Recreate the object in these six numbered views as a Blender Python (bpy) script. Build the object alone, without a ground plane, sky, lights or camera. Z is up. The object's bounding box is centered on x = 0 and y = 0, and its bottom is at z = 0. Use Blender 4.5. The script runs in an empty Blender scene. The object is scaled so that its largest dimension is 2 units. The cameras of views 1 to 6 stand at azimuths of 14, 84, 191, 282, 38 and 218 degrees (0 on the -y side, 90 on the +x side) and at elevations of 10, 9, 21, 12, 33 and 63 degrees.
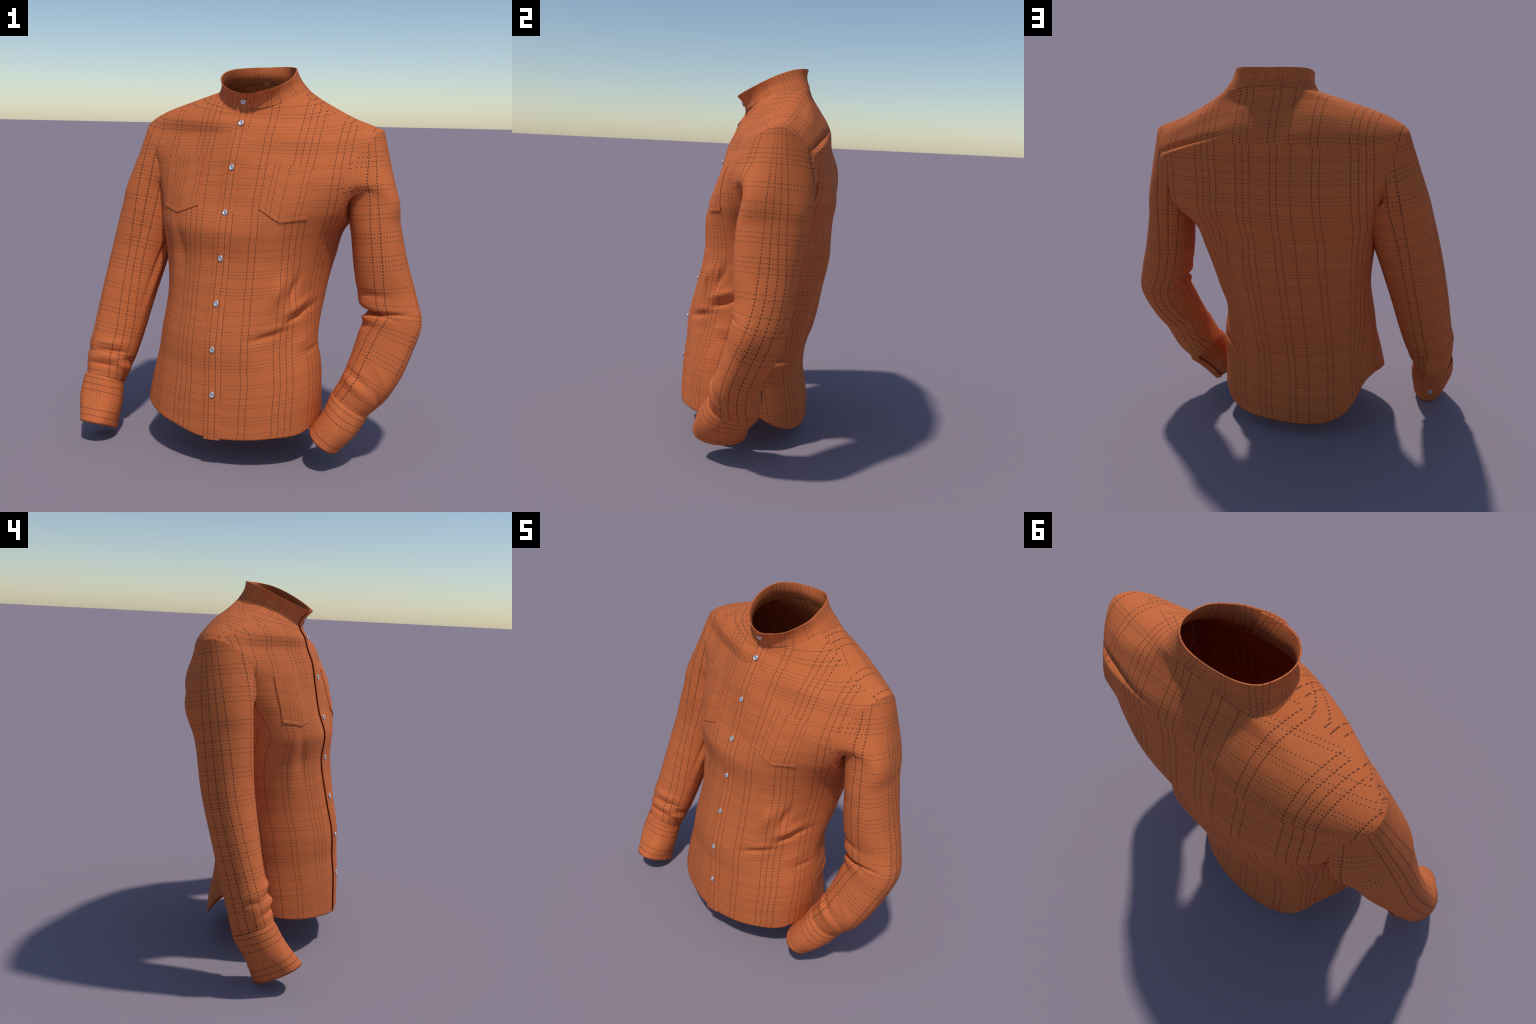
import bpy, bmesh, math
import numpy as np
from mathutils import Vector
import mathutils.noise as mnoise

TAU = math.tau
rad = math.radians

# ------------------------------------------------------------------ helpers
def spline(xs, ys, x):
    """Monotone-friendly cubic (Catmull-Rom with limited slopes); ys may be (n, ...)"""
    xs = np.asarray(xs, float); ys = np.asarray(ys, float); x = np.asarray(x, float)
    h = np.diff(xs); sh = (-1,) + (1,) * (ys.ndim - 1)
    d = np.diff(ys, axis=0) / h.reshape(sh)
    m = np.empty_like(ys)
    m[0], m[-1] = d[0], d[-1]
    w = (h[:-1] / (h[:-1] + h[1:])).reshape(sh)
    m[1:-1] = d[:-1] * (1 - w) + d[1:] * w
    i = np.clip(np.searchsorted(xs, x) - 1, 0, len(xs) - 2)
    t = (x - xs[i]) / h[i]
    ex = t.shape + (1,) * (ys.ndim - 1)
    t = t.reshape(ex); hh = h[i].reshape(ex)
    return ((2*t**3 - 3*t**2 + 1) * ys[i] + (t**3 - 2*t**2 + t) * hh * m[i]
            + (-2*t**3 + 3*t**2) * ys[i+1] + (t**3 - t**2) * hh * m[i+1])

def periodic(angles, vals, q):
    a = np.asarray(angles, float); v = np.asarray(vals, float)
    o = np.argsort(a); a, v = a[o], v[o]
    a = np.concatenate([a[-3:] - 360, a, a[:3] + 360]); v = np.concatenate([v[-3:], v, v[:3]])
    return spline(a, v, np.asarray(q) % 360)

def smooth(x, a, b):
    t = np.clip((np.asarray(x, float) - a) / (b - a), 0, 1)
    return t * t * (3 - 2 * t)

def unit(v):
    v = np.asarray(v, float)
    return v / (np.linalg.norm(v, axis=-1, keepdims=True) + 1e-12)

def grid_normals(P, wrap=False, flip=1):
    if wrap:
        du = np.roll(P, -1, 1) - np.roll(P, 1, 1)
    else:
        du = np.gradient(P, axis=1)
    dv = np.gradient(P, axis=0)
    return flip * unit(np.cross(du, dv))

def arclen(P, axis):
    d = np.linalg.norm(np.diff(P, axis=axis), axis=-1)
    c = np.cumsum(d, axis=axis)
    pad = [(0, 0), (0, 0)]; pad[axis] = (1, 0)
    return np.pad(c, pad)

ROOT = bpy.data.objects.new("shirt", None)
ROOT["label"] = "orange checked long-sleeved shirt with band collar, worn pose"
ROOT["category"] = "shirt"
bpy.context.scene.collection.objects.link(ROOT)

def add_object(name, me, mat, parent=ROOT):
    ob = bpy.data.objects.new(name, me)
    bpy.context.scene.collection.objects.link(ob)
    ob.parent = parent
    if mat is not None and not me.materials:
        me.materials.append(mat)
    return ob

def mesh_from_grid(name, P, UV, mat, parent=ROOT, keep=None, normals=None, flip=False):
    """quad sheet from a (rows, cols, 3) grid; UV the cloth coordinates in metres."""
    R, C = P.shape[:2]
    idx = np.arange(R * C).reshape(R, C)
    q = np.stack([idx[:-1, :-1], idx[:-1, 1:], idx[1:, 1:], idx[1:, :-1]], -1)
    if flip:
        q = q[..., ::-1]
    q = q.reshape(-1, 4)
    if keep is not None:
        q = q[keep.reshape(-1)]
    used = np.unique(q)
    remap = -np.ones(R * C, int); remap[used] = np.arange(len(used))
    me = bpy.data.meshes.new(name)
    me.from_pydata(P.reshape(-1, 3)[used].tolist(), [], remap[q].tolist())
    uv = me.uv_layers.new(name="cloth")
    uv.data.foreach_set("uv", UV.reshape(-1, 2)[q.reshape(-1)].astype(np.float32).ravel())
    me.polygons.foreach_set("use_smooth", np.ones(len(me.polygons), bool))
    if normals is not None:
        me.normals_split_custom_set_from_vertices(normals.reshape(-1, 3)[used].tolist())
    me.update()
    return add_object(name, me, mat, parent)

# ------------------------------------------------------------------ cloth material
WARP = [0, 1, 2, 3, 6, 7, 8, 11, 12, 14, 17, 18]      # stripe places in a repeat of 22
REPEAT = 22.0

def cloth_material(name, unit_u=0.0335, unit_v=0.0165, off_u=0.0, off_v=0.0, turn=False):
    mat = bpy.data.materials.new(name); mat.use_nodes = True
    nt = mat.node_tree; N = nt.nodes; L = nt.links
    bsdf = N["Principled BSDF"]
    def math_(op, a, b=None, c=None):
        n = N.new("ShaderNodeMath"); n.operation = op
        for k, x in enumerate((a, b, c)):
            if x is None: continue
            if isinstance(x, (int, float)): n.inputs[k].default_value = x
            else: L.new(x, n.inputs[k])
        return n.outputs[0]
    def mixc(fac, a, b, mode="MIX"):
        n = N.new("ShaderNodeMix"); n.data_type = "RGBA"; n.blend_type = mode
        for k, x in ((0, fac), (6, a), (7, b)):
            if isinstance(x, (int, float)): n.inputs[k].default_value = x
            elif isinstance(x, tuple): n.inputs[k].default_value = (*x, 1)
            else: L.new(x, n.inputs[k])
        return n.outputs[2]
    uvn = N.new("ShaderNodeUVMap"); uvn.uv_map = "cloth"
    sep = N.new("ShaderNodeSeparateXYZ"); L.new(uvn.outputs[0], sep.inputs[0])
    x, y = sep.outputs[0], sep.outputs[1]
    if turn:
        x, y = y, x
    u = math_("ADD", math_("DIVIDE", x, unit_u), off_u)
    v = math_("ADD", math_("DIVIDE", y, unit_v), off_v)
    def stripes(coord, width):
        place = math_("MULTIPLY", math_("FRACT", math_("DIVIDE", coord, REPEAT)), REPEAT)
        mask = None
        for p in WARP:
            line = math_("COMPARE", place, float(p + 1), width / 2)
            mask = line if mask is None else math_("MAXIMUM", mask, line)
        return mask
    warp = stripes(u, 0.145)
    weft = stripes(v, 0.20)
    dots = math_("LESS_THAN", math_("FRACT", math_("MULTIPLY", v, 1.5)), 0.58)
    dash = math_("LESS_THAN", math_("FRACT", math_("MULTIPLY", u, 3.0)), 0.56)
    gap = math_("SUBTRACT", 1.0, dash)
    dark_warp = math_("MULTIPLY", warp, dots)
    dark_weft = math_("MULTIPLY", weft, dash)
    light = math_("MULTIPLY", weft, gap)
    # fine rib of the weave
    rib = math_("ADD", math_("MULTIPLY", math_("SINE", math_("MULTIPLY", u, TAU * 9.0)), 0.5), 0.5)
    row = math_("ADD", math_("MULTIPLY", math_("SINE", math_("MULTIPLY", v, TAU * 4.5)), 0.5), 0.5)
    weave = math_("MULTIPLY", rib, math_("ADD", math_("MULTIPLY", row, 0.45), 0.55))
    noise = N.new("ShaderNodeTexNoise"); noise.inputs["Scale"].default_value = 60
    noise.inputs["Detail"].default_value = 3
    tc = N.new("ShaderNodeTexCoord"); L.new(tc.outputs["Object"], noise.inputs["Vector"])
    base = mixc(weave, COL_LOW, COL_HIGH)
    base = mixc(math_("MULTIPLY", noise.outputs[0], 0.22), base, COL_MID)
    base = mixc(math_("MULTIPLY", light, 0.35), base, COL_LIGHT)
    base = mixc(math_("MULTIPLY", dark_weft, 0.74), base, COL_DARK)
    base = mixc(math_("MULTIPLY", dark_warp, 0.88), base, COL_DARK)
    L.new(base, bsdf.inputs["Base Color"])
    bsdf.inputs["Roughness"].default_value = 0.85
    bsdf.inputs["Specular IOR Level"].default_value = 0.12
    bump = N.new("ShaderNodeBump"); bump.inputs["Strength"].default_value = 0.25
    bump.inputs["Distance"].default_value = 0.0008
    L.new(weave, bump.inputs["Height"]); L.new(bump.outputs[0], bsdf.inputs["Normal"])
    return mat

COL_LOW = (0.54, 0.120, 0.034)
COL_HIGH = (0.70, 0.205, 0.070)
COL_MID = (0.62, 0.160, 0.050)
COL_LIGHT = (0.72, 0.28, 0.11)
COL_DARK = (0.125, 0.036, 0.020)

M_FRONT_L = cloth_material("checked_cloth_front", .0330, .0166, off_u=13.85, off_v=6.1)
M_FRONT_R = cloth_material("checked_cloth_front_far", .0330, .0166, off_u=7.9, off_v=5.6)
M_PLACKET = cloth_material("checked_cloth_placket", .0330, .0166, off_u=18.55, off_v=5.3)
M_BACK = cloth_material("checked_cloth_back", .0356, .0179, off_u=12.0, off_v=2.9)
M_YOKE = cloth_material("checked_cloth_yoke", .0352, .0164, off_u=10.4, off_v=16.7)
M_SLEEVE_L = cloth_material("checked_cloth_sleeve", .0440, .0228, off_u=2.1, off_v=1.0)
M_SLEEVE_R = cloth_material("checked_cloth_sleeve_far", .0440, .0228, off_u=1.9, off_v=3.0)
M_CUFF = cloth_material("checked_cloth_cuff", .0345, .0172, off_u=9.6, off_v=2.0, turn=True)
M_COLLAR = cloth_material("checked_cloth_collar", .0208, .0117, off_u=16.5, off_v=5.0)
M_POCKET_L = cloth_material("checked_cloth_pocket", .0254, .0152, off_u=10.6, off_v=7.5)
M_POCKET_R = cloth_material("checked_cloth_pocket_far", .0254, .0152, off_u=20.5, off_v=7.5)

def plain_material(name, colour, metallic, rough):
    mat = bpy.data.materials.new(name); mat.use_nodes = True
    b = mat.node_tree.nodes["Principled BSDF"]
    n = mat.node_tree.nodes.new("ShaderNodeTexNoise"); n.inputs["Scale"].default_value = 90
    r = mat.node_tree.nodes.new("ShaderNodeValToRGB")
    r.color_ramp.elements[0].color = (*[c * .9 for c in colour], 1); r.color_ramp.elements[1].color = (*colour, 1)
    mat.node_tree.links.new(n.outputs[0], r.inputs[0]); mat.node_tree.links.new(r.outputs[0], b.inputs["Base Color"])
    b.inputs["Metallic"].default_value = metallic; b.inputs["Roughness"].default_value = rough
    return mat
M_BUTTON = plain_material("pale_button", (.80, .84, .88), .75, .28)
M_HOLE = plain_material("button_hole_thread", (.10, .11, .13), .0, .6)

# ------------------------------------------------------------------ torso
# key  cx     cy     aL    aR    bF    bB    nF   nB   phi  zF    zL    zR    zB
RINGS = [
 (0.000, -0.080, -0.082, 0.510, 0.470, 0.344, 0.385, 2.15, 2.20, 6.92, 0.000, 0.000, 0.000, 0.000),
 (0.160, -0.080, -0.074, 0.500, 0.463, 0.342, 0.380, 2.10, 2.20, 8.06, 0.160, 0.160, 0.160, 0.160),
 (0.390, -0.062, -0.074, 0.477, 0.445, 0.329, 0.348, 2.05, 2.10, 9.20, 0.390, 0.390, 0.390, 0.390),
 (0.500, -0.046, -0.055, 0.452, 0.439, 0.337, 0.337, 2.05, 2.00, 9.17, 0.500, 0.500, 0.500, 0.500),
 (0.610, -0.040, -0.025, 0.417, 0.434, 0.366, 0.336, 2.05, 1.95, 9.50, 0.610, 0.610, 0.610, 0.610),
 (0.830, -0.010, 0.035, 0.404, 0.445, 0.387, 0.317, 2.10, 2.00, 8.66, 0.830, 0.830, 0.830, 0.830),
 (1.050, -0.004, 0.080, 0.437, 0.472, 0.396, 0.301, 2.10, 2.20, 8.48, 1.050, 1.050, 1.050, 1.050),
 (1.200, -0.008, 0.087, 0.494, 0.494, 0.404, 0.291, 2.15, 2.40, 8.52, 1.200, 1.200, 1.200, 1.200),
 (1.300, 0.008, 0.103, 0.577, 0.540, 0.387, 0.291, 2.15, 2.50, 9.39, 1.300, 1.300, 1.300, 1.300),
 (1.450, 0.010, 0.107, 0.670, 0.609, 0.341, 0.277, 2.05, 2.50, 11.10, 1.450, 1.450, 1.450, 1.460),
 (1.580, -0.003, 0.103, 0.709, 0.638, 0.288, 0.249, 1.90, 2.20, 9.29, 1.565, 1.577, 1.585, 1.605),
 (1.680, -0.019, 0.116, 0.703, 0.640, 0.261, 0.226, 1.80, 1.90, 10.16, 1.645, 1.662, 1.685, 1.700),
 (1.760, -0.043, 0.126, 0.546, 0.490, 0.262, 0.165, 1.85, 2.10, 8.27, 1.705, 1.748, 1.757, 1.795),
 (1.820, -0.033, 0.127, 0.395, 0.323, 0.252, 0.113, 2.00, 2.30, 6.80, 1.745, 1.817, 1.818, 1.860),
 (1.880, -0.001, 0.125, 0.269, 0.204, 0.239, 0.094, 2.20, 2.40, 6.69, 1.776, 1.873, 1.873, 1.918),
]
RINGS = np.array(RINGS, float)

# hem height by direction (degrees: 0 = +x side, 90 = back, 180 = -x side, 270 = front)
HEM = ([0, 12, 23, 39, 55, 80, 100, 113, 127, 138, 147, 160, 180, 197, 212, 230, 250, 270, 290, 310, 336, 350],
       [.235, .225, .17, .115, .09, .085, .085, .10, .15, .225, .285, .31, .285, .255, .235, .215, .195, .165, .168, .178, .19, .215])

def torso_point(theta, s):
    """theta in degrees, s the ring key; arrays of equal shape"""
    theta = np.asarray(theta, float); s = np.asarray(s, float)
    shape = s.shape
    K = spline(RINGS[:, 0], RINGS[:, 1:], s.ravel())
    cx, cy, aL, aR, bF, bB, nF, nB, phi, zF, zL, zR, zB = K.T
    t = np.radians(theta.ravel())
    c, sn = np.cos(t), np.sin(t)
    n = np.where(sn < 0, nF, nB)
    e = 2 / n
    X = np.sign(c) * np.abs(c) ** e * np.where(c > 0, aL, aR)
    Y = np.sign(sn) * np.abs(sn) ** e * np.where(sn > 0, bB, bF)
    z = (zL * (c > 0) + zR * (c <= 0)) * c * c + (zB * (sn > 0) + zF * (sn <= 0)) * sn * sn
    p = np.radians(-phi)
    x = cx + X * np.cos(p) - Y * np.sin(p)
    y = cy + X * np.sin(p) + Y * np.cos(p)
    return np.stack([x, y, z], -1).reshape(shape + (3,))

# how far the cloth stands off those ovals (mm), one row per ring, one column per 22.5 degrees
SCULPT = [
 [1, 3, 3, 2, 0, -4, -5, -5, -3, -3, -2, -2, -1, 0, 0, 0],
 [0, 1, 4, 2, 0, -1, -3, -5, -7, 0, -3, -1, 0, 0, -1, 1],
 [2, -3, 5, 0, -3, 4, 1, -4, -8, 1, -2, 1, 3, 0, -6, 5],
 [0, 0, 4, 1, -1, 1, 1, -2, -3, 0, 1, 1, 4, 2, -7, 6],
 [12, -7, -2, 3, 4, 1, 0, 0, 1, -1, -3, -3, 0, 3, -8, 8],
 [7, -1, 0, 2, -3, 0, 2, 2, 1, -3, -5, -7, -5, 0, 9, -7],
 [13, 1, -12, 5, -3, 4, 5, 3, 2, 4, -1, -9, -12, 6, -3, -2],
 [10, 3, -8, -19, 8, 12, 10, 5, 1, 1, 4, 0, -11, 2, -5, 6],
 [7, 4, -1, 3, 1, 14, 15, 7, -2, -9, 6, 8, -13, 7, -1, 5],
 [9, 5, 2, -4, -7, 26, 19, 5, 0, -4, 0, 4, 3, -6, 0, 12],
 [12, -1, 1, 10, -8, 20, 16, 1, 4, 22, -5, -1, 23, -6, -7, 15],
 [14, -8, -4, 12, -10, 9, -2, -7, 0, 4, -9, -1, 24, 8, -13, 5],
 [-1, -8, 3, 0, -5, 7, -2, 0, 3, 1, -3, 0, 10, -6, -19, -4],
 [0, -2, 4, -3, 1, 3, 4, 4, 3, -1, -2, -2, -4, -9, -9, -4],
 [-1, 3, 4, -5, -7, -3, 2, 2, -3, -6, -4, -2, 0, -3, -2, -2],
] or [[0] * 16] * 15

def sculpt(theta, key):
    rows = np.array(SCULPT, float) / 1000
    T = np.asarray(theta, float) % 360; K = np.asarray(key, float)
    ext = np.concatenate([rows[:, -2:], rows, rows[:, :3]], 1)          # periodic
    col = T / 22.5 + 2
    byrow = spline(RINGS[:, 0], ext, K.ravel())                          # (n, 21)
    c = col.ravel(); i = np.floor(c).astype(int); f = (c - i)[:, None]
    g = lambda k: byrow[np.arange(len(i)), i + k][:, None]
    p0, p1, p2, p3 = g(-1), g(0), g(1), g(2)
    v = p1 + .5 * f * (p2 - p0 + f * (2*p0 - 5*p1 + 4*p2 - p3 + f * (3*(p1 - p2) + p3 - p0)))
    return v.reshape(K.shape)

NC, NR = 480, 260
TH = np.linspace(0, 360, NC + 1)                      # closed: first column repeated
hem = periodic(*HEM, TH)
kk = np.linspace(0, 1, NR)[:, None]
SS = hem[None] + (1.88 - hem[None]) * kk
TT = np.broadcast_to(TH[None], SS.shape)
TP = torso_point(TT, SS)

def wrap_normals(P):
    Q = P[:, :-1]
    n = grid_normals(Q, wrap=True)
    return np.concatenate([n, n[:, :1]], 1)

# --- folds and creases of the body, as soft ridges in (theta, z):
#  theta0, z0, angle (deg in theta/z plane, metres along girth), half length, half width, height
BODY_FOLDS = [
 (309, .900,  80, .060, .030,  .018),      # drape at the near waist
 (322, .905,  75, .060, .026, -.018),
 (328, .820,  20, .080, .022,  .014),
 (332, .772,  20, .100, .016, -.016),
 (316, .728,  16, .085, .022,  .010),
 (307, .680,  14, .095, .018, -.012),
 (338, .640,   8, .070, .025,  .007),
 (350, .590,   5, .070, .015, -.008),
 (293, 1.10,  88, .120, .026, -.008),      # under the pockets
 (238, 1.10,  92, .130, .028, -.008),
 (228, 1.02,  80, .120, .030,  .006),
 ( 62, 1.00,  96, .220, .022, -.012),      # long valley beside the near back
 ( 40, .490,   2, .130, .010, -.014),      # crease across the small of the back
 ( 75, .492,  -3, .130, .010, -.012),
 ( 45, .455,   2, .160, .016,  .010),
 (100, .560,   6, .140, .014, -.008),
 (112, .525,   8, .120, .018,  .007),
 (140, .800, -28, .100, .020, -.008),
 (132, .760, -28, .110, .022,  .007),
 ( 50, 1.632, 23, .110, .012, -.020),      # pleat under the yoke
 ( 46, 1.590, 24, .105, .024,  .014),
]

def ridge(a, z, a0, z0, tilt, ln, wd, amp, girth=0.42):
    da = ((a - a0 + 180) % 360 - 180) * (math.pi / 180) * girth
    dz = z - z0
    c, s = math.cos(rad(tilt)), math.sin(rad(tilt))
    along, across = da * c + dz * s, -da * s + dz * c
    return amp * np.exp(-(along / ln) ** 2 - (across / wd) ** 2)

BASE = TP.copy()
TN = wrap_normals(TP)
disp = sculpt(TT, SS)
for f in BODY_FOLDS:
    disp += ridge(TT, TP[..., 2], *f)
TP = TP + TN * disp[..., None]
TN = wrap_normals(TP)

# cloth coordinates
def ref_girth(P, A, cols, line):
    """girth reading where the ring passes the grain line x = line(z)"""
    out = np.zeros(P.shape[0])
    for r in range(P.shape[0]):
        x = P[r, cols, 0] - line(P[r, cols, 2])
        o = np.argsort(x)
        out[r] = np.interp(0, x[o], A[r, cols][o])
    k = np.ones(21) / 21                             # even out
    pad = np.concatenate([np.full(10, out[0]), out, np.full(10, out[-1])])
    return np.convolve(pad, k, "valid")[:, None]

BUTTON_Z = [1.701, 1.491, 1.272, 1.051, .832, .612, .388]
BUTTON_X = [-.023, -.045, -.061, -.073, -.080, -.083, -.077]
def button_line(z):
    return np.interp(z, BUTTON_Z[::-1] + [1.90], BUTTON_X[::-1] + [-.003])
def back_line(z):                                    # a stripe near the centre back
    return np.interp(z, [.09, .30, .51, .69, .96, 1.20, 1.34, 1.60, 1.85], BACK_X)
BACK_X = [-.023, -.023, -.020, -.017, -.005, .004, .010, .007, -.006]

def body_uv(P):
    A = arclen(P, 1)
    front_cols = np.arange(int(.60 * NC), int(.92 * NC)); back_cols = np.arange(int(.10 * NC), int(.42 * NC))
    z = P[..., 2]; y = P[..., 1]; x = P[..., 0]
    uf = A - ref_girth(P, A, front_cols, button_line)
    ub = A - ref_girth(P, A, back_cols, back_line)
    # on the chest and the shoulder blades the warp hangs straight
    wf, wb = smooth(z, 1.20, 1.48), smooth(z, 1.00, 1.35)
    uf = uf * (1 - wf) + (x - button_line(z)) * 1.01 * wf
    ub = ub * (1 - wb) - (x - back_line(z)) * 1.01 * wb
    Vc = arclen(P, 0)
    cols = np.arange(P.shape[1])
    V0 = np.array([np.interp(1.30, z[:, c], Vc[:, c]) for c in cols]); z0 = 1.30
    y0 = np.array([np.interp(1.30, z[:, c], y[:, c]) for c in cols])
    low = Vc - V0[None]
    fa, ba = rad(26), rad(-22)
    hiF = (z - z0) * math.cos(fa) + (y - y0) * math.sin(fa)
    hiB = (z - z0) * math.cos(ba) + (y - y0) * math.sin(ba)
    up = z > 1.30
    ya = rad(-48)
    VY = z * math.cos(ya) + y * math.sin(ya)
    return uf, np.where(up, hiF, low), ub, np.where(up, hiB, low), VY
uF, vF, uB, vB, vY = body_uv(BASE)
PHI_TOP = rad(12)
xrot = BASE[..., 0] * math.cos(PHI_TOP) - BASE[..., 1] * math.sin(PHI_TOP)

# regions: front (both sides of the button line), back, yoke
SEAM_TH = 18.0                                       # shoulder seam lies a little in front
thc = (TT[:-1, :-1] + TT[1:, 1:]) / 2
sc = (SS[:-1, :-1] + SS[1:, 1:]) / 2
dback = np.abs(thc - 90)
yoke_low = 1.635
top = sc > 1.655
is_yoke = ((thc < 180) & (sc > yoke_low) & (thc > 0)) | (((thc > 360 - SEAM_TH) | (thc < 180 + SEAM_TH) & (thc >= 180)) & (sc > 1.685))
is_back = (thc < 180) & ~is_yoke
is_front = (thc >= 180) & ~is_yoke
is_left = thc > 270

# armholes: the torso is left open where the sleeves start.  The seam is the curve where the
# torso meets a bowed sheet x = reach(z) + lean * (y - y_mid), mirrored for the far side.
ARM_L = dict(side=1, y_mid=-.03, lean=.21,
             z=(1.05, 1.20, 1.30, 1.40, 1.50, 1.56, 1.62, 1.68, 1.72), reach=(.52, .52, .520, .528, .546, .574, .612, .655, .685))
ARM_R = dict(side=-1, y_mid=.20, lean=.05,
             z=(1.05, 1.20, 1.30, 1.40, 1.50, 1.575, 1.63, 1.69, 1.73), reach=(.512, .512, .514, .521, .538, .566, .605, .648, .68))

def arm_gap(arm, P):
    """signed distance (along x) beyond the armhole sheet"""
    P = np.asarray(P)
    return arm["side"] * P[..., 0] - spline(arm["z"], arm["reach"], P[..., 2]) - arm["lean"] * (P[..., 1] - arm["y_mid"])

def cut_armholes(ob):
    bm = bmesh.new(); bm.from_mesh(ob.data)
    for arm in (ARM_L, ARM_R):
        sd = arm["side"]
        near = lambda f: sd * f.calc_center_median().x > .30 and f.calc_center_median().z > 1.10
        faces = [f for f in bm.faces if near(f)]
        if not faces: continue
        geom = set(faces)
        for f in faces:
            geom.update(f.edges); geom.update(f.verts)
        # straighten the sheet into a plane, cut, bend back
        bm.verts.ensure_lookup_table()
        co = np.array([v.co for v in bm.verts])
        g = arm_gap(arm, co)
        for v, x in zip(bm.verts, g): v.co.x = x
        tags = set(f.index for f in faces)
        bmesh.ops.bisect_plane(bm, geom=list(geom), plane_co=(0, 0, 0), plane_no=(1, 0, 0), dist=1e-6)
        co = np.array([v.co for v in bm.verts])
        back_x = sd * (co[:, 0] + spline(arm["z"], arm["reach"], co[:, 2]) + arm["lean"] * (co[:, 1] - arm["y_mid"]))
        inside = {f for f in bm.faces if f.calc_center_median().x > 0}
        for v, x in zip(bm.verts, back_x): v.co.x = x
        dead = [f for f in inside if near(f)]
        bmesh.ops.delete(bm, geom=dead, context="FACES")
    bm.to_mesh(ob.data); bm.free()

def with_hem(P, UVa, Nn):
    """turn the cloth in at the bottom: two extra rows inside"""
    n0 = Nn[0]
    lip = P[0] - n0 * .005 + np.array([0, 0, .002])
    ins = P[0] - n0 * .006 + np.array([0, 0, .035])
    P2 = np.concatenate([ins[None], lip[None], P], 0)
    U2 = np.concatenate([UVa[:1] + [0, .035], UVa[:1], UVa], 0)
    N2 = np.concatenate([-Nn[:1], -Nn[:1], Nn], 0)
    return P2, U2, N2

def region_object(name, mask, U, V, mat):
    P2, UV2, N2 = with_hem(TP, np.stack([U, V], -1), TN)
    m2 = np.concatenate([mask[:1], mask[:1], mask], 0)
    ob = mesh_from_grid(name, P2, UV2, mat, keep=m2)
    cut_armholes(ob)
    return ob

front_l = region_object("front_panel", is_front & is_left, uF, vF, M_FRONT_L)
front_r = region_object("front_panel", is_front & ~is_left, uF, vF, M_FRONT_R)
back = region_object("back_panel", is_back, uB, vB, M_BACK)
yoke = region_object("yoke", is_yoke, -xrot, vY, M_YOKE)

# ------------------------------------------------------------------ sleeves
def section(c, ax, ro, ri, rf, rb, twist, side, n=2.2, count=96):
    """oval across the arm: ro outer, ri inner, rf front, rb back radius; angle 0 = outer, 90 = back"""
    c = np.array(c, float); ax = unit(ax)
    o = np.array([side, 0, 0.]); o = unit(o - (o @ ax) * ax)
    f = np.array([0, -1., 0]); f = f - (f @ ax) * ax; f = unit(f - (f @ o) * o)
    tw = rad(twist); o, f = o * math.cos(tw) + f * math.sin(tw), f * math.cos(tw) - o * math.sin(tw)
    t = np.linspace(0, TAU, count + 1)
    cc, ss = np.cos(t), np.sin(t)
    X = np.sign(cc) * np.abs(cc) ** (2 / n) * np.where(cc > 0, ro, ri)
    Y = np.sign(ss) * np.abs(ss) ** (2 / n) * np.where(ss > 0, rb, rf)
    return c + X[:, None] * o - Y[:, None] * f

def armhole_ring(arm, side, count=96):
    """where the armhole sheet meets the torso surface, sampled by angle"""
    g = arm_gap(arm, TP)
    pts = []
    for A, B, ga, gb in ((TP[:-1], TP[1:], g[:-1], g[1:]), (TP[:, :-1], TP[:, 1:], g[:, :-1], g[:, 1:])):
        m = (ga * gb < 0)
        t = (ga / (ga - gb + 1e-20))[..., None]
        q = (A + (B - A) * t)[m]
        pts.append(q[(q[:, 0] * side > .30) & (q[:, 2] > 1.10)])
    q = np.concatenate(pts)
    ctr = (q.max(0) + q.min(0)) / 2
    d = q - ctr
    ang = np.degrees(np.arctan2(d[:, 1] * 1.15, d[:, 2])) % 360
    o = np.argsort(ang); ang, q = ang[o], q[o]
    a = np.concatenate([ang - 360, ang, ang + 360]); Q = np.concatenate([q, q, q])
    want = np.linspace(0, 360, count + 1)
    return np.stack([np.interp(want, a, Q[:, k]) for k in range(3)], -1)

def loft(secs, rows):
    secs = np.array(secs)                            # (K, count+1, 3)
    ctr = secs[:, :-1].mean(1)
    k = np.concatenate([[0], np.cumsum(np.linalg.norm(np.diff(ctr, axis=0), axis=1))])
    s = np.linspace(0, k[-1], rows)
    return spline(k, secs, s), s, k

def fold_field(P, folds, s):
    C = P.shape[1]
    ang = np.linspace(0, 360, C)[None]
    d = np.zeros(P.shape[:2])
    for a0, s0, tilt, ln, wd, amp in folds:
        d += ridge(ang, s[:, None], a0, s0, tilt, ln, wd, amp, girth=0.14)
    return d

def sleeve_uv(P, s):
    A = arclen(P, 1)
    A = A - A[:, -1:] * 0
    tot = A[:, -1:]
    U = np.where(A > tot / 2, A - tot, A)
    return A, s

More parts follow.
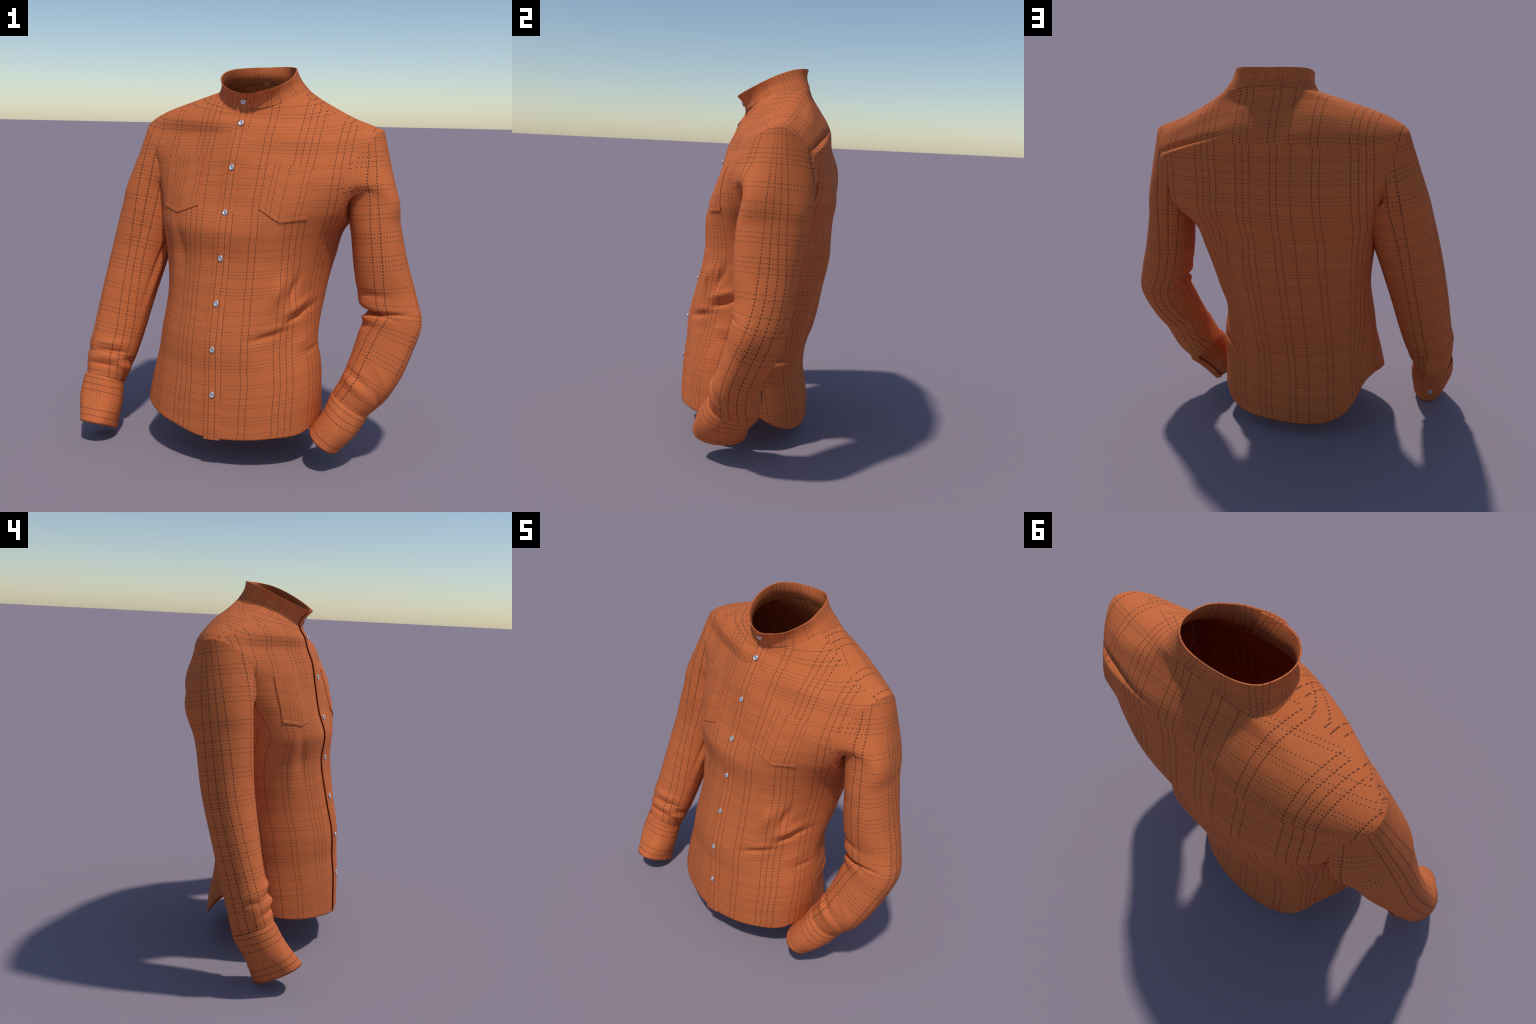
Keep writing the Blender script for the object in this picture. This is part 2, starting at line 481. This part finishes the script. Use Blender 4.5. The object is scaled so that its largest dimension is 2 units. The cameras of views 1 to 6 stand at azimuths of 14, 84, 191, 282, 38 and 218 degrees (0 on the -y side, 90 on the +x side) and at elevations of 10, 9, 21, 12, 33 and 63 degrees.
LEFT = [  # centre, axis, outer, inner, front, back, twist
 ((0.611, -0.010, 1.399), (0.48, -0.06, -0.87), 0.125, 0.131, 0.166, 0.190, -6),
 ((0.664, -0.026, 1.195), (0.20, -0.02, -0.98), 0.109, 0.142, 0.167, 0.179, -7),
 ((0.705, -0.051, 1.005), (0.12, -0.05, -0.99), 0.117, 0.154, 0.149, 0.158, -4),
 ((0.737, -0.072, 0.870), (0.06, -0.08, -0.99), 0.131, 0.156, 0.119, 0.154, -3),
 ((0.766, -0.102, 0.770), (-0.12, -0.20, -0.97), 0.135, 0.147, 0.103, 0.165, -1),
 ((0.736, -0.132, 0.649), (-0.36, -0.32, -0.88), 0.132, 0.150, 0.091, 0.155, 4),
 ((0.680, -0.165, 0.510), (-0.43, -0.30, -0.85), 0.132, 0.133, 0.091, 0.131, 5),
 ((0.629, -0.169, 0.405), (-0.48, -0.24, -0.84), 0.120, 0.120, 0.115, 0.145, 4),
 ((0.572, -0.161, 0.321), (-0.52, -0.12, -0.84), 0.101, 0.107, 0.123, 0.134, 3),
]
LEFT_CUFF = [
 ((0.576, -0.163, 0.327), (-0.52, -0.12, -0.84), 0.105, 0.109, 0.124, 0.133, 3),
 ((0.526, -0.209, 0.239), (-0.54, -0.08, -0.84), 0.099, 0.096, 0.124, 0.121, 2),
 ((0.455, -0.223, 0.147), (-0.56, -0.05, -0.83), 0.087, 0.085, 0.131, 0.127, -0),
]
RIGHT = [
 ((-0.583, 0.178, 1.396), (-0.45, -0.05, -0.89), 0.148, 0.150, 0.172, 0.172, 6),
 ((-0.619, 0.142, 1.191), (-0.20, -0.14, -0.97), 0.164, 0.166, 0.154, 0.138, 2),
 ((-0.670, 0.094, 0.960), (-0.15, -0.20, -0.97), 0.162, 0.160, 0.125, 0.126, -5),
 ((-0.715, 0.035, 0.752), (-0.14, -0.24, -0.96), 0.150, 0.154, 0.109, 0.118, -4),
 ((-0.752, -0.023, 0.551), (-0.12, -0.28, -0.95), 0.138, 0.145, 0.101, 0.113, -0),
 ((-0.775, -0.063, 0.422), (-0.11, -0.33, -0.94), 0.132, 0.133, 0.104, 0.112, 2),
 ((-0.795, -0.100, 0.295), (-0.10, -0.40, -0.91), 0.103, 0.104, 0.104, 0.110, -0),
]
RIGHT_CUFF = [
 ((-0.801, -0.099, 0.303), (-0.10, -0.40, -0.91), 0.108, 0.106, 0.104, 0.109, -0),
 ((-0.789, -0.161, 0.187), (-0.08, -0.43, -0.90), 0.120, 0.107, 0.107, 0.099, 8),
 ((-0.771, -0.227, 0.070), (-0.06, -0.46, -0.88), 0.097, 0.078, 0.132, 0.124, -1),
]
# angle (0 outer, 90 back, 180 inner, 270 front), distance from the armhole, tilt, half length, half width, height
LEFT_FOLDS = [
 (205, .715,   6, .110, .014, -.034),      # crook of the elbow
 (240, .712,  -8, .110, .012, -.022),
 (190, .762,   4, .075, .024,  .016),
 (200, .655,   8, .090, .028,  .010),
 (225, .585,  10, .090, .022, -.010),
 (215, .820,  -6, .070, .020, -.007),
 (120, .700, -10, .060, .020,  .006),
 (300, 1.02,  30, .080, .018,  .006),
 (250, 1.08,   8, .080, .016, -.008),
 (250, 1.12,   6, .090, .020,  .010),
 (330, 1.12,  20, .080, .016, -.007),
 ( 60, 1.05,  60, .070, .016, -.008),
 (250, .050,  70, .070, .025, -.008),
]
RIGHT_FOLDS = [
 (262, .420,  85, .200, .030, -.008),
 (205, .520,  86, .220, .012, -.012),
 (190, .560,  86, .260, .014,  .008),
 (180, .330,  20, .060, .016, -.010),
 (265, 1.03,   8, .080, .020,  .010),
 (255, 1.075,  6, .085, .013, -.012),
 (260, 1.115,  4, .090, .018,  .012),
 (275, 1.160,  2, .090, .012, -.010),
 (330, 1.09,  -8, .080, .018, -.008),
 (200, 1.11, -10, .080, .020, -.012),
 (200, 1.15,  -8, .080, .016,  .010),
 ( 20, 1.06,  10, .080, .020,  .006),
 ( 70, 1.12,  70, .060, .014, -.010),
 ( 95, 1.13,  70, .060, .014,  .008),
 (110, .360,  60, .090, .020, -.007),
]
SLEEVE_ROWS = 280

def build_sleeve(arm, side, table, folds, mat, ref_z):
    secs = [armhole_ring(arm, side)] + [section(*r, side) for r in table]
    P, s, k = loft(secs, SLEEVE_ROWS)
    n = grid_normals(P[:, :-1], wrap=True); n = np.concatenate([n, n[:, :1]], 1)
    out = np.sign(np.sum(n * (P - P[:, :-1].mean(1, keepdims=True)), -1).mean())
    n = n * out
    flat = P.copy()
    fade = smooth(s, 0, .05)[:, None]
    P = P + n * (fold_field(P, folds, s) * fade)[..., None]
    # cloth coordinates: girth from the outer line, length along the arm; near the
    # shoulder the weft runs level, so measure along the upper arm there
    A = arclen(flat, 1)
    half = A[:, -1:] / 2
    U = np.where(A > half, A - 2 * half, A) * side
    c3 = np.array(table[2][0]); a3 = unit(table[2][1])
    o3 = np.array([side, 0, 0.]); o3 = unit(o3 - (o3 @ a3) * a3); f3 = np.cross(a3, o3); f3 = f3 if f3[1] > 0 else -f3
    r3 = int(np.searchsorted(s, k[3]))
    want = np.linspace(0, 360, flat.shape[1])
    def turn(Q):
        t = np.degrees(np.arctan2((Q - c3) @ f3, (Q - c3) @ o3))
        return t + 360 * np.round((want - t) / 360)
    t3 = np.maximum.accumulate(turn(flat[r3])); u3 = A[r3]
    t3 = np.concatenate([t3[:-1] - 360, t3, t3[1:] + 360]); u3 = np.concatenate([u3[:-1] - A[r3, -1], u3, u3[1:] + A[r3, -1]])
    upA = np.interp(turn(flat), t3, u3)
    A = np.where(np.arange(len(s))[:, None] < r3, upA, A)
    half = np.where(np.arange(len(s))[:, None] < r3, A[r3, -1] / 2, half)
    U = np.where(np.arange(A.shape[1])[None] > A.shape[1] // 2, A - 2 * half, A) * side
    along = (flat - c3) @ a3 + k[3]
    V = -np.where(s[:, None] < k[3], along, s[:, None])
    V = V + (k[3] - (c3[2] - ref_z))
    # cut the tube open along the inner seam so the coordinates stay continuous
    C = P.shape[1] - 1; h = C // 2
    order = np.concatenate([np.arange(h, C), np.arange(0, h + 1)])
    U2 = U[:, order].copy(); U2[:, 0] = -half[:, 0] * side
    UV = np.stack([U2, V[:, order]], -1)
    ob = mesh_from_grid("sleeve", P[:, order], UV, mat, flip=(out < 0), normals=None)
    return ob, P, n

sleeve_l, SPL, SNL = build_sleeve(ARM_L, 1, LEFT, LEFT_FOLDS, M_SLEEVE_L, 1.498)
sleeve_r, SPR, SNR = build_sleeve(ARM_R, -1, RIGHT, RIGHT_FOLDS, M_SLEEVE_R, 1.498)

def build_cuff(side, table, sleeve, open_at, mat, turn_dir=1, gape=0.0):
    """a stiff band wound once round the wrist, its end lapped over the start"""
    n = 180
    secs = np.array([section(*r, side, count=n)[:-1] for r in table])
    ctr = secs.mean(1)
    k = np.concatenate([[0], np.cumsum(np.linalg.norm(np.diff(ctr, axis=0), axis=1))])
    s = np.linspace(0, k[-1], 30)
    P = spline(k, secs, s)
    lap = 20
    step = np.arange(n + lap)
    cols = (int(open_at / 360 * n) + turn_dir * step) % n
    Q = P[:, cols]
    c = P.mean(1, keepdims=True)
    w = step / n
    off = .002 + (.007 + gape) * smooth(w, .86, 1.06)
    rise = np.sin(np.clip(s / .03, 0, 1) * math.pi / 2)[:, None]        # eased into the sleeve
    o = unit(Q - c)
    outer = Q + o * (off[None] * rise + .004 * rise - .003)[..., None]
    inner = outer - o * .006
    full = np.concatenate([inner, outer[::-1]], 0)
    A = arclen(outer, 1)
    Vv = np.broadcast_to(-s[:, None], A.shape)
    UV = np.stack([np.concatenate([A, A[::-1]]), np.concatenate([Vv, Vv[::-1]])], -1)
    ob = mesh_from_grid("cuff", full, UV, mat, parent=sleeve, flip=(side * turn_dir < 0))
    # close the lapped end
    end = np.stack([inner[:, -1], outer[:, -1]], 1)
    mesh_add(ob, end, side * turn_dir > 0)
    start = np.stack([inner[:, 0], outer[:, 0]], 1)
    mesh_add(ob, start, side * turn_dir < 0)
    return ob, outer

def mesh_add(ob, grid, flip):
    bm = bmesh.new(); bm.from_mesh(ob.data)
    uvl = bm.loops.layers.uv.active
    vs = [[bm.verts.new(p) for p in row] for row in grid.tolist()]
    for a, b in zip(vs[:-1], vs[1:]):
        for i in range(len(a) - 1):
            q = [a[i], a[i + 1], b[i + 1], b[i]]
            f = bm.faces.new(q[::-1] if flip else q)
            f.smooth = False
            for l in f.loops: l[uvl].uv = (0.01, 0.01)
    bm.to_mesh(ob.data); bm.free()

cuff_l, CPL = build_cuff(1, LEFT_CUFF, sleeve_l, 48, M_CUFF, turn_dir=1, gape=.010)
cuff_r, CPR = build_cuff(-1, RIGHT_CUFF, sleeve_r, 78, M_CUFF, turn_dir=1)

# strip of the sleeve slit, standing proud on the back of each sleeve above the cuff
def sleeve_placket(P, N, sleeve, side, angle, rows, mat):
    R, C = P.shape[0], P.shape[1] - 1
    r = np.linspace(rows[0], 1.0, 30)
    wdt = np.linspace(-1, 1, 9)
    grid = np.zeros((30, 9, 3)); uv = np.zeros((30, 9, 2))
    for i, t in enumerate(r):
        q = (i / 29)
        half = 9.0 * min(1.0, .25 + q * 4.0)
        ri = min(R - 1, int(t * (R - 1)))
        for j, b in enumerate(wdt):
            a = (angle + b * half) % 360 / 360 * C
            k = int(a); f = a - k
            p = P[ri, k] * (1 - f) + P[ri, k + 1] * f
            n = N[ri, k]
            grid[i, j] = p + n * (.004 + .004 * (b > -.9) * (b < .9))
            uv[i, j] = (b * .02, -q * .12)
    return mesh_from_grid("sleeve_placket", grid, uv, mat, parent=sleeve, flip=(side < 0))

sleeve_placket(SPL, SNL, sleeve_l, 1, 112, (.90, 1), M_SLEEVE_L)
sleeve_placket(SPR, SNR, sleeve_r, -1, 104, (.89, 1), M_SLEEVE_R)

# ------------------------------------------------------------------ collar band
COLLAR_TOP = [  # direction, x, y, z of the upper edge
 (270, -.010, -.161, 1.848), (290, .060, -.155, 1.857), (305, .125, -.126, 1.876), (320, .162, -.092, 1.897),
 (340, .198, -.036, 1.928), (360, .205, .030, 1.960), (380, .196, .098, 1.985), (400, .160, .155, 1.997),
 (420, .105, .186, 2.000), (440, .030, .197, 1.998), (460, -.040, .197, 1.997), (485, -.100, .186, 1.993),
 (510, -.150, .156, 1.985), (535, -.178, .090, 1.965), (560, -.178, .010, 1.932), (585, -.145, -.070, 1.895),
 (610, -.080, -.135, 1.863)]
COLLAR_TOP = np.array(COLLAR_TOP)
def collar_top(theta):
    return np.stack([periodic(COLLAR_TOP[:, 0] % 360, COLLAR_TOP[:, k], theta) for k in (1, 2, 3)], -1)
def neck_edge(theta):
    return np.stack([np.interp(np.asarray(theta) % 360, TH, TP[-1, :, k]) for k in range(3)], -1)

EDGE = 263.0                                         # lapped end, on the far side of the button
LAPPED = 30.0
ang = np.linspace(EDGE, EDGE + 360 + LAPPED, 260)
base, rim = neck_edge(ang), collar_top(ang)
hs = np.linspace(-.05, 1, 26)
CP = np.array([base * (1 - h) + rim * h - (rim - base) * 0 for h in hs])
cen = CP.mean(1, keepdims=True)
outd = unit((CP - cen) * np.array([1, 1, 0.]))
CP = CP - outd * (.010 * np.sin(np.clip(hs, 0, 1) * math.pi))[:, None, None]     # slightly waisted
w = np.linspace(0, 1, len(ang))
off = .003 + .008 * (1 - smooth(w, 0, .20)) - .004 * smooth(w, .86, 1.0)
CPo = CP + outd * off[None, :, None]
# rounded top corner of the lapped end
nose = np.clip(1 - w / .022, 0, 1)
drop = (1 - np.sqrt(np.clip(1 - nose ** 2, 0, 1))) * .45
hh = np.clip(hs, 0, 1)[:, None] * (1 - drop[None])
CPo = CPo[0][None] * 0 + np.array([[CPo[int(round(h * 24)) + 1 if h > 0 else 0, j] for j, h in enumerate(row)] for row in hh])
CPi = CPo - outd * .005
full = np.concatenate([CPo, CPi[::-1]], 0)
mid = CPo[13]
L_ = np.concatenate([[0], np.cumsum(np.linalg.norm(np.diff(mid, axis=0), axis=1))])
jb = int(np.argmin(np.abs(ang - 450)))
L_ = L_ - L_[jb]                                     # from the centre back
bend = rad(24) * np.sign(L_) * (np.abs(L_) / np.abs(L_).max()) ** 1.5
cx_ = np.cumsum(np.cos(bend) * np.gradient(L_)); cx_ -= cx_[jb]
cy_ = np.cumsum(-np.sin(np.abs(bend)) * np.gradient(np.abs(L_))); cy_ -= cy_[jb]
hv = (hs - .5)[:, None] * .095
UVc = np.stack([cx_[None] + np.sin(bend)[None] * hv, -cy_[None] * 1 + np.cos(bend)[None] * hv], -1)
UVc = np.concatenate([UVc, UVc[::-1]], 0)
collar = mesh_from_grid("collar", full, UVc, M_COLLAR)
mesh_add(collar, np.stack([CPo[:, 0], CPi[:, 0]], 1), True)

# ------------------------------------------------------------------ things laid on the front
from mathutils.bvhtree import BVHTree
def tree_of(P):
    R, C = P.shape[:2]
    idx = np.arange(R * C).reshape(R, C)
    q = np.stack([idx[:-1, :-1], idx[:-1, 1:], idx[1:, 1:], idx[1:, :-1]], -1).reshape(-1, 4)
    return BVHTree.FromPolygons([Vector(p) for p in P.reshape(-1, 3)], q.tolist())
FRONT = tree_of(TP)
FRONT_LOW = HEM
def on_front(x, z):
    """point and outward normal of the body front at (x, z)"""
    hit, n, _, _ = FRONT.ray_cast(Vector((x, -2, z)), Vector((0, 1, 0)))
    if hit is None:
        return None, None
    if n.y > 0: n = -n
    return np.array(hit), np.array(n)

def placket():
    """strip down the front, lying on the near panel and standing clear of the far one"""
    rows = 200
    us = np.array([-.041, -.038, -.030, -.020, -.010, 0, .010, .020, .030, .037, .039])
    lift = np.array([.0085, .0095, .0095, .009, .008, .007, .006, .005, .004, .003, .0005])
    G = np.zeros((rows, len(us), 3)); UV = np.zeros((rows, len(us), 2)); NN = np.zeros((rows, len(us), 3))
    zs = np.linspace(.158, 1.772, rows)
    for i, z in enumerate(zs):
        xc = button_line(z)
        for j, u in enumerate(us):
            zz = max(z, .20) if z < .20 else z
            p, n = on_front(xc + u * .985, min(zz, 1.765))
            p = p.copy(); p[2] = z
            if z < .20: p[1] -= 0
            NN[i, j] = n
            G[i, j] = p + n * lift[j]
            UV[i, j] = (u, 0)
    UV[..., 1] = (arclen(G, 0)[:, 5] - np.interp(1.30, zs, arclen(G, 0)[:, 5]))[:, None]
    back = G - NN * .003
    full = np.concatenate([G, back[:, ::-1]], 1)
    full = np.concatenate([full, full[:, :1]], 1)
    UVf = np.concatenate([UV, UV[:, ::-1], UV[:, :1]], 1)
    return mesh_from_grid("button_placket", full, UVf, M_PLACKET)
placket()

def pocket(corners, tip, mat, parent):
    """patch pocket with a pointed bottom; corners: top-left, top-right, bottom-right, bottom-left (x, z)"""
    tl, tr, br, bl = [np.array(c) for c in corners]
    nu, nv = 41, 45
    G = np.zeros((nv, nu, 3)); UV = np.zeros((nv, nu, 2)); NN = np.zeros((nv, nu, 3))
    for i in range(nv):
        v = i / (nv - 1)
        for j in range(nu):
            u = j / (nu - 1)
            t = tl * (1 - u) + tr * u
            b = (bl * (1 - u / tip[2]) + np.array(tip[:2]) * (u / tip[2])) if u < tip[2] else \
                (np.array(tip[:2]) * (1 - (u - tip[2]) / (1 - tip[2])) + br * ((u - tip[2]) / (1 - tip[2])))
            q = b * (1 - v) + t * v
            p, n = on_front(q[0], q[1])
            G[i, j] = p; NN[i, j] = n
    edge_u = np.minimum(np.arange(nu), np.arange(nu)[::-1])[None] / 3.0
    edge_v = np.arange(nv)[:, None] / 3.0
    lift = .0025 + .0030 * np.clip(1 - edge_v, 0, 1) + .0010 * np.clip(1 - edge_u, 0, 1)
    top = np.clip(1 - (np.arange(nv)[::-1][:, None]) / 2.0, 0, 1)
    lift = lift * (1 - top * .75)
    A = G + NN * lift[..., None]
    UV[..., 0] = arclen(A, 1); UV[..., 1] = arclen(A, 0)
    # skirt back to the shirt on the two sides and along the bottom
    ring = np.concatenate([A[::-1, 0], A[0, 1:], A[1:, -1]], 0)
    low = np.concatenate([(G - NN * .002)[::-1, 0], (G - NN * .002)[0, 1:], (G - NN * .002)[1:, -1]], 0)
    ob = mesh_from_grid("pocket", A, UV, mat)
    mesh_add(ob, np.stack([ring, low], 0), False)
    return ob
pocket([(.135, 1.535), (.365, 1.490), (.335, 1.262), (.112, 1.302)], (.213, 1.242, .46), M_POCKET_L, ROOT)
pocket([(-.430, 1.520), (-.200, 1.553), (-.216, 1.300), (-.428, 1.280)], (-.333, 1.256, .46), M_POCKET_R, ROOT)

# ------------------------------------------------------------------ buttons
def button_mesh():
    bm = bmesh.new()
    prof = [(0, .0042), (.0045, .0042), (.0075, .0046), (.0092, .0064), (.0110, .0070), (.0124, .0060), (.0130, .0040), (.0122, .0012), (.0, .0006)]
    n = 36
    rings = []
    for r, z in prof:
        if r == 0:
            rings.append([bm.verts.new((0, 0, z))])
        else:
            rings.append([bm.verts.new((r * math.cos(TAU * k / n), r * math.sin(TAU * k / n), z)) for k in range(n)])
    for a, b in zip(rings[:-1], rings[1:]):
        for k in range(n):
            k2 = (k + 1) % n
            if len(a) == 1: f = bm.faces.new((a[0], b[k], b[k2]))
            elif len(b) == 1: f = bm.faces.new((a[k], b[0], a[k2]))
            else: f = bm.faces.new((a[k], b[k], b[k2], a[k2]))
            f.smooth = True
    # shank bar behind, showing above and below the rim
    def box(cx, cy, cz, sx, sy, sz, mi):
        r = bmesh.ops.create_cube(bm, size=1)
        for v in r["verts"]:
            v.co = Vector((cx + v.co.x * sx, cy + v.co.y * sy, cz + v.co.z * sz))
        for f in {f for v in r["verts"] for f in v.link_faces}: f.material_index = mi
    box(0, .0005, .0010, .0105, .0315, .0036, 0)
    # four eyes and the sewing thread between them
    for sx in (-1, 1):
        for sy in (-1, 1):
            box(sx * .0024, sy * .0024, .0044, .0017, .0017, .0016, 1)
        box(sx * .0024, 0, .0047, .0011, .0048, .0012, 1)
    me = bpy.data.meshes.new("button"); bm.to_mesh(me); bm.free()
    me.materials.append(M_BUTTON); me.materials.append(M_HOLE)
    return me
BUTTON = button_mesh()
def put_button(p, n, up, lift, spin, parent=ROOT, scale=1.0):
    from mathutils import Matrix
    z = Vector(n).normalized(); y = Vector(up); y = (y - y.dot(z) * z).normalized(); x = y.cross(z)
    M = Matrix((x, y, z)).transposed().to_4x4() @ Matrix.Rotation(rad(spin), 4, "Z") @ Matrix.Scale(scale, 4)
    M.translation = Vector(p) + z * lift
    ob = bpy.data.objects.new("button", BUTTON)
    bpy.context.scene.collection.objects.link(ob)
    ob.parent = parent
    ob.matrix_world = M
    return ob
for z, x, sp in zip(BUTTON_Z, BUTTON_X, (-28, -8, 6, -10, 4, 8, -6)):
    p, n = on_front(x, z)
    put_button(p, n, (0, 0, 1), .0075, sp)
# on the collar band and the cuffs
COLL = tree_of(CPo)
hit, n, _, _ = COLL.ray_cast(Vector((-.019, -2, 1.81)), Vector((0, 1, 0)))
put_button(hit, (n if n.y < 0 else -n), (0, 0, 1), .0005, -70)
for grid, target, sleeve, up in ((CPL, (.547, -.115, .181), sleeve_l, (.5, .1, .8)), (CPR, (-.786, -.084, .094), sleeve_r, (0, .4, .9))):
    t = tree_of(grid)
    loc, n, _, _ = t.find_nearest(Vector(target))
    c = Vector(grid.reshape(-1, 3).mean(0))
    if n.dot(loc - c) < 0: n = -n
    put_button(loc, n, up, .0005, 20, sleeve)
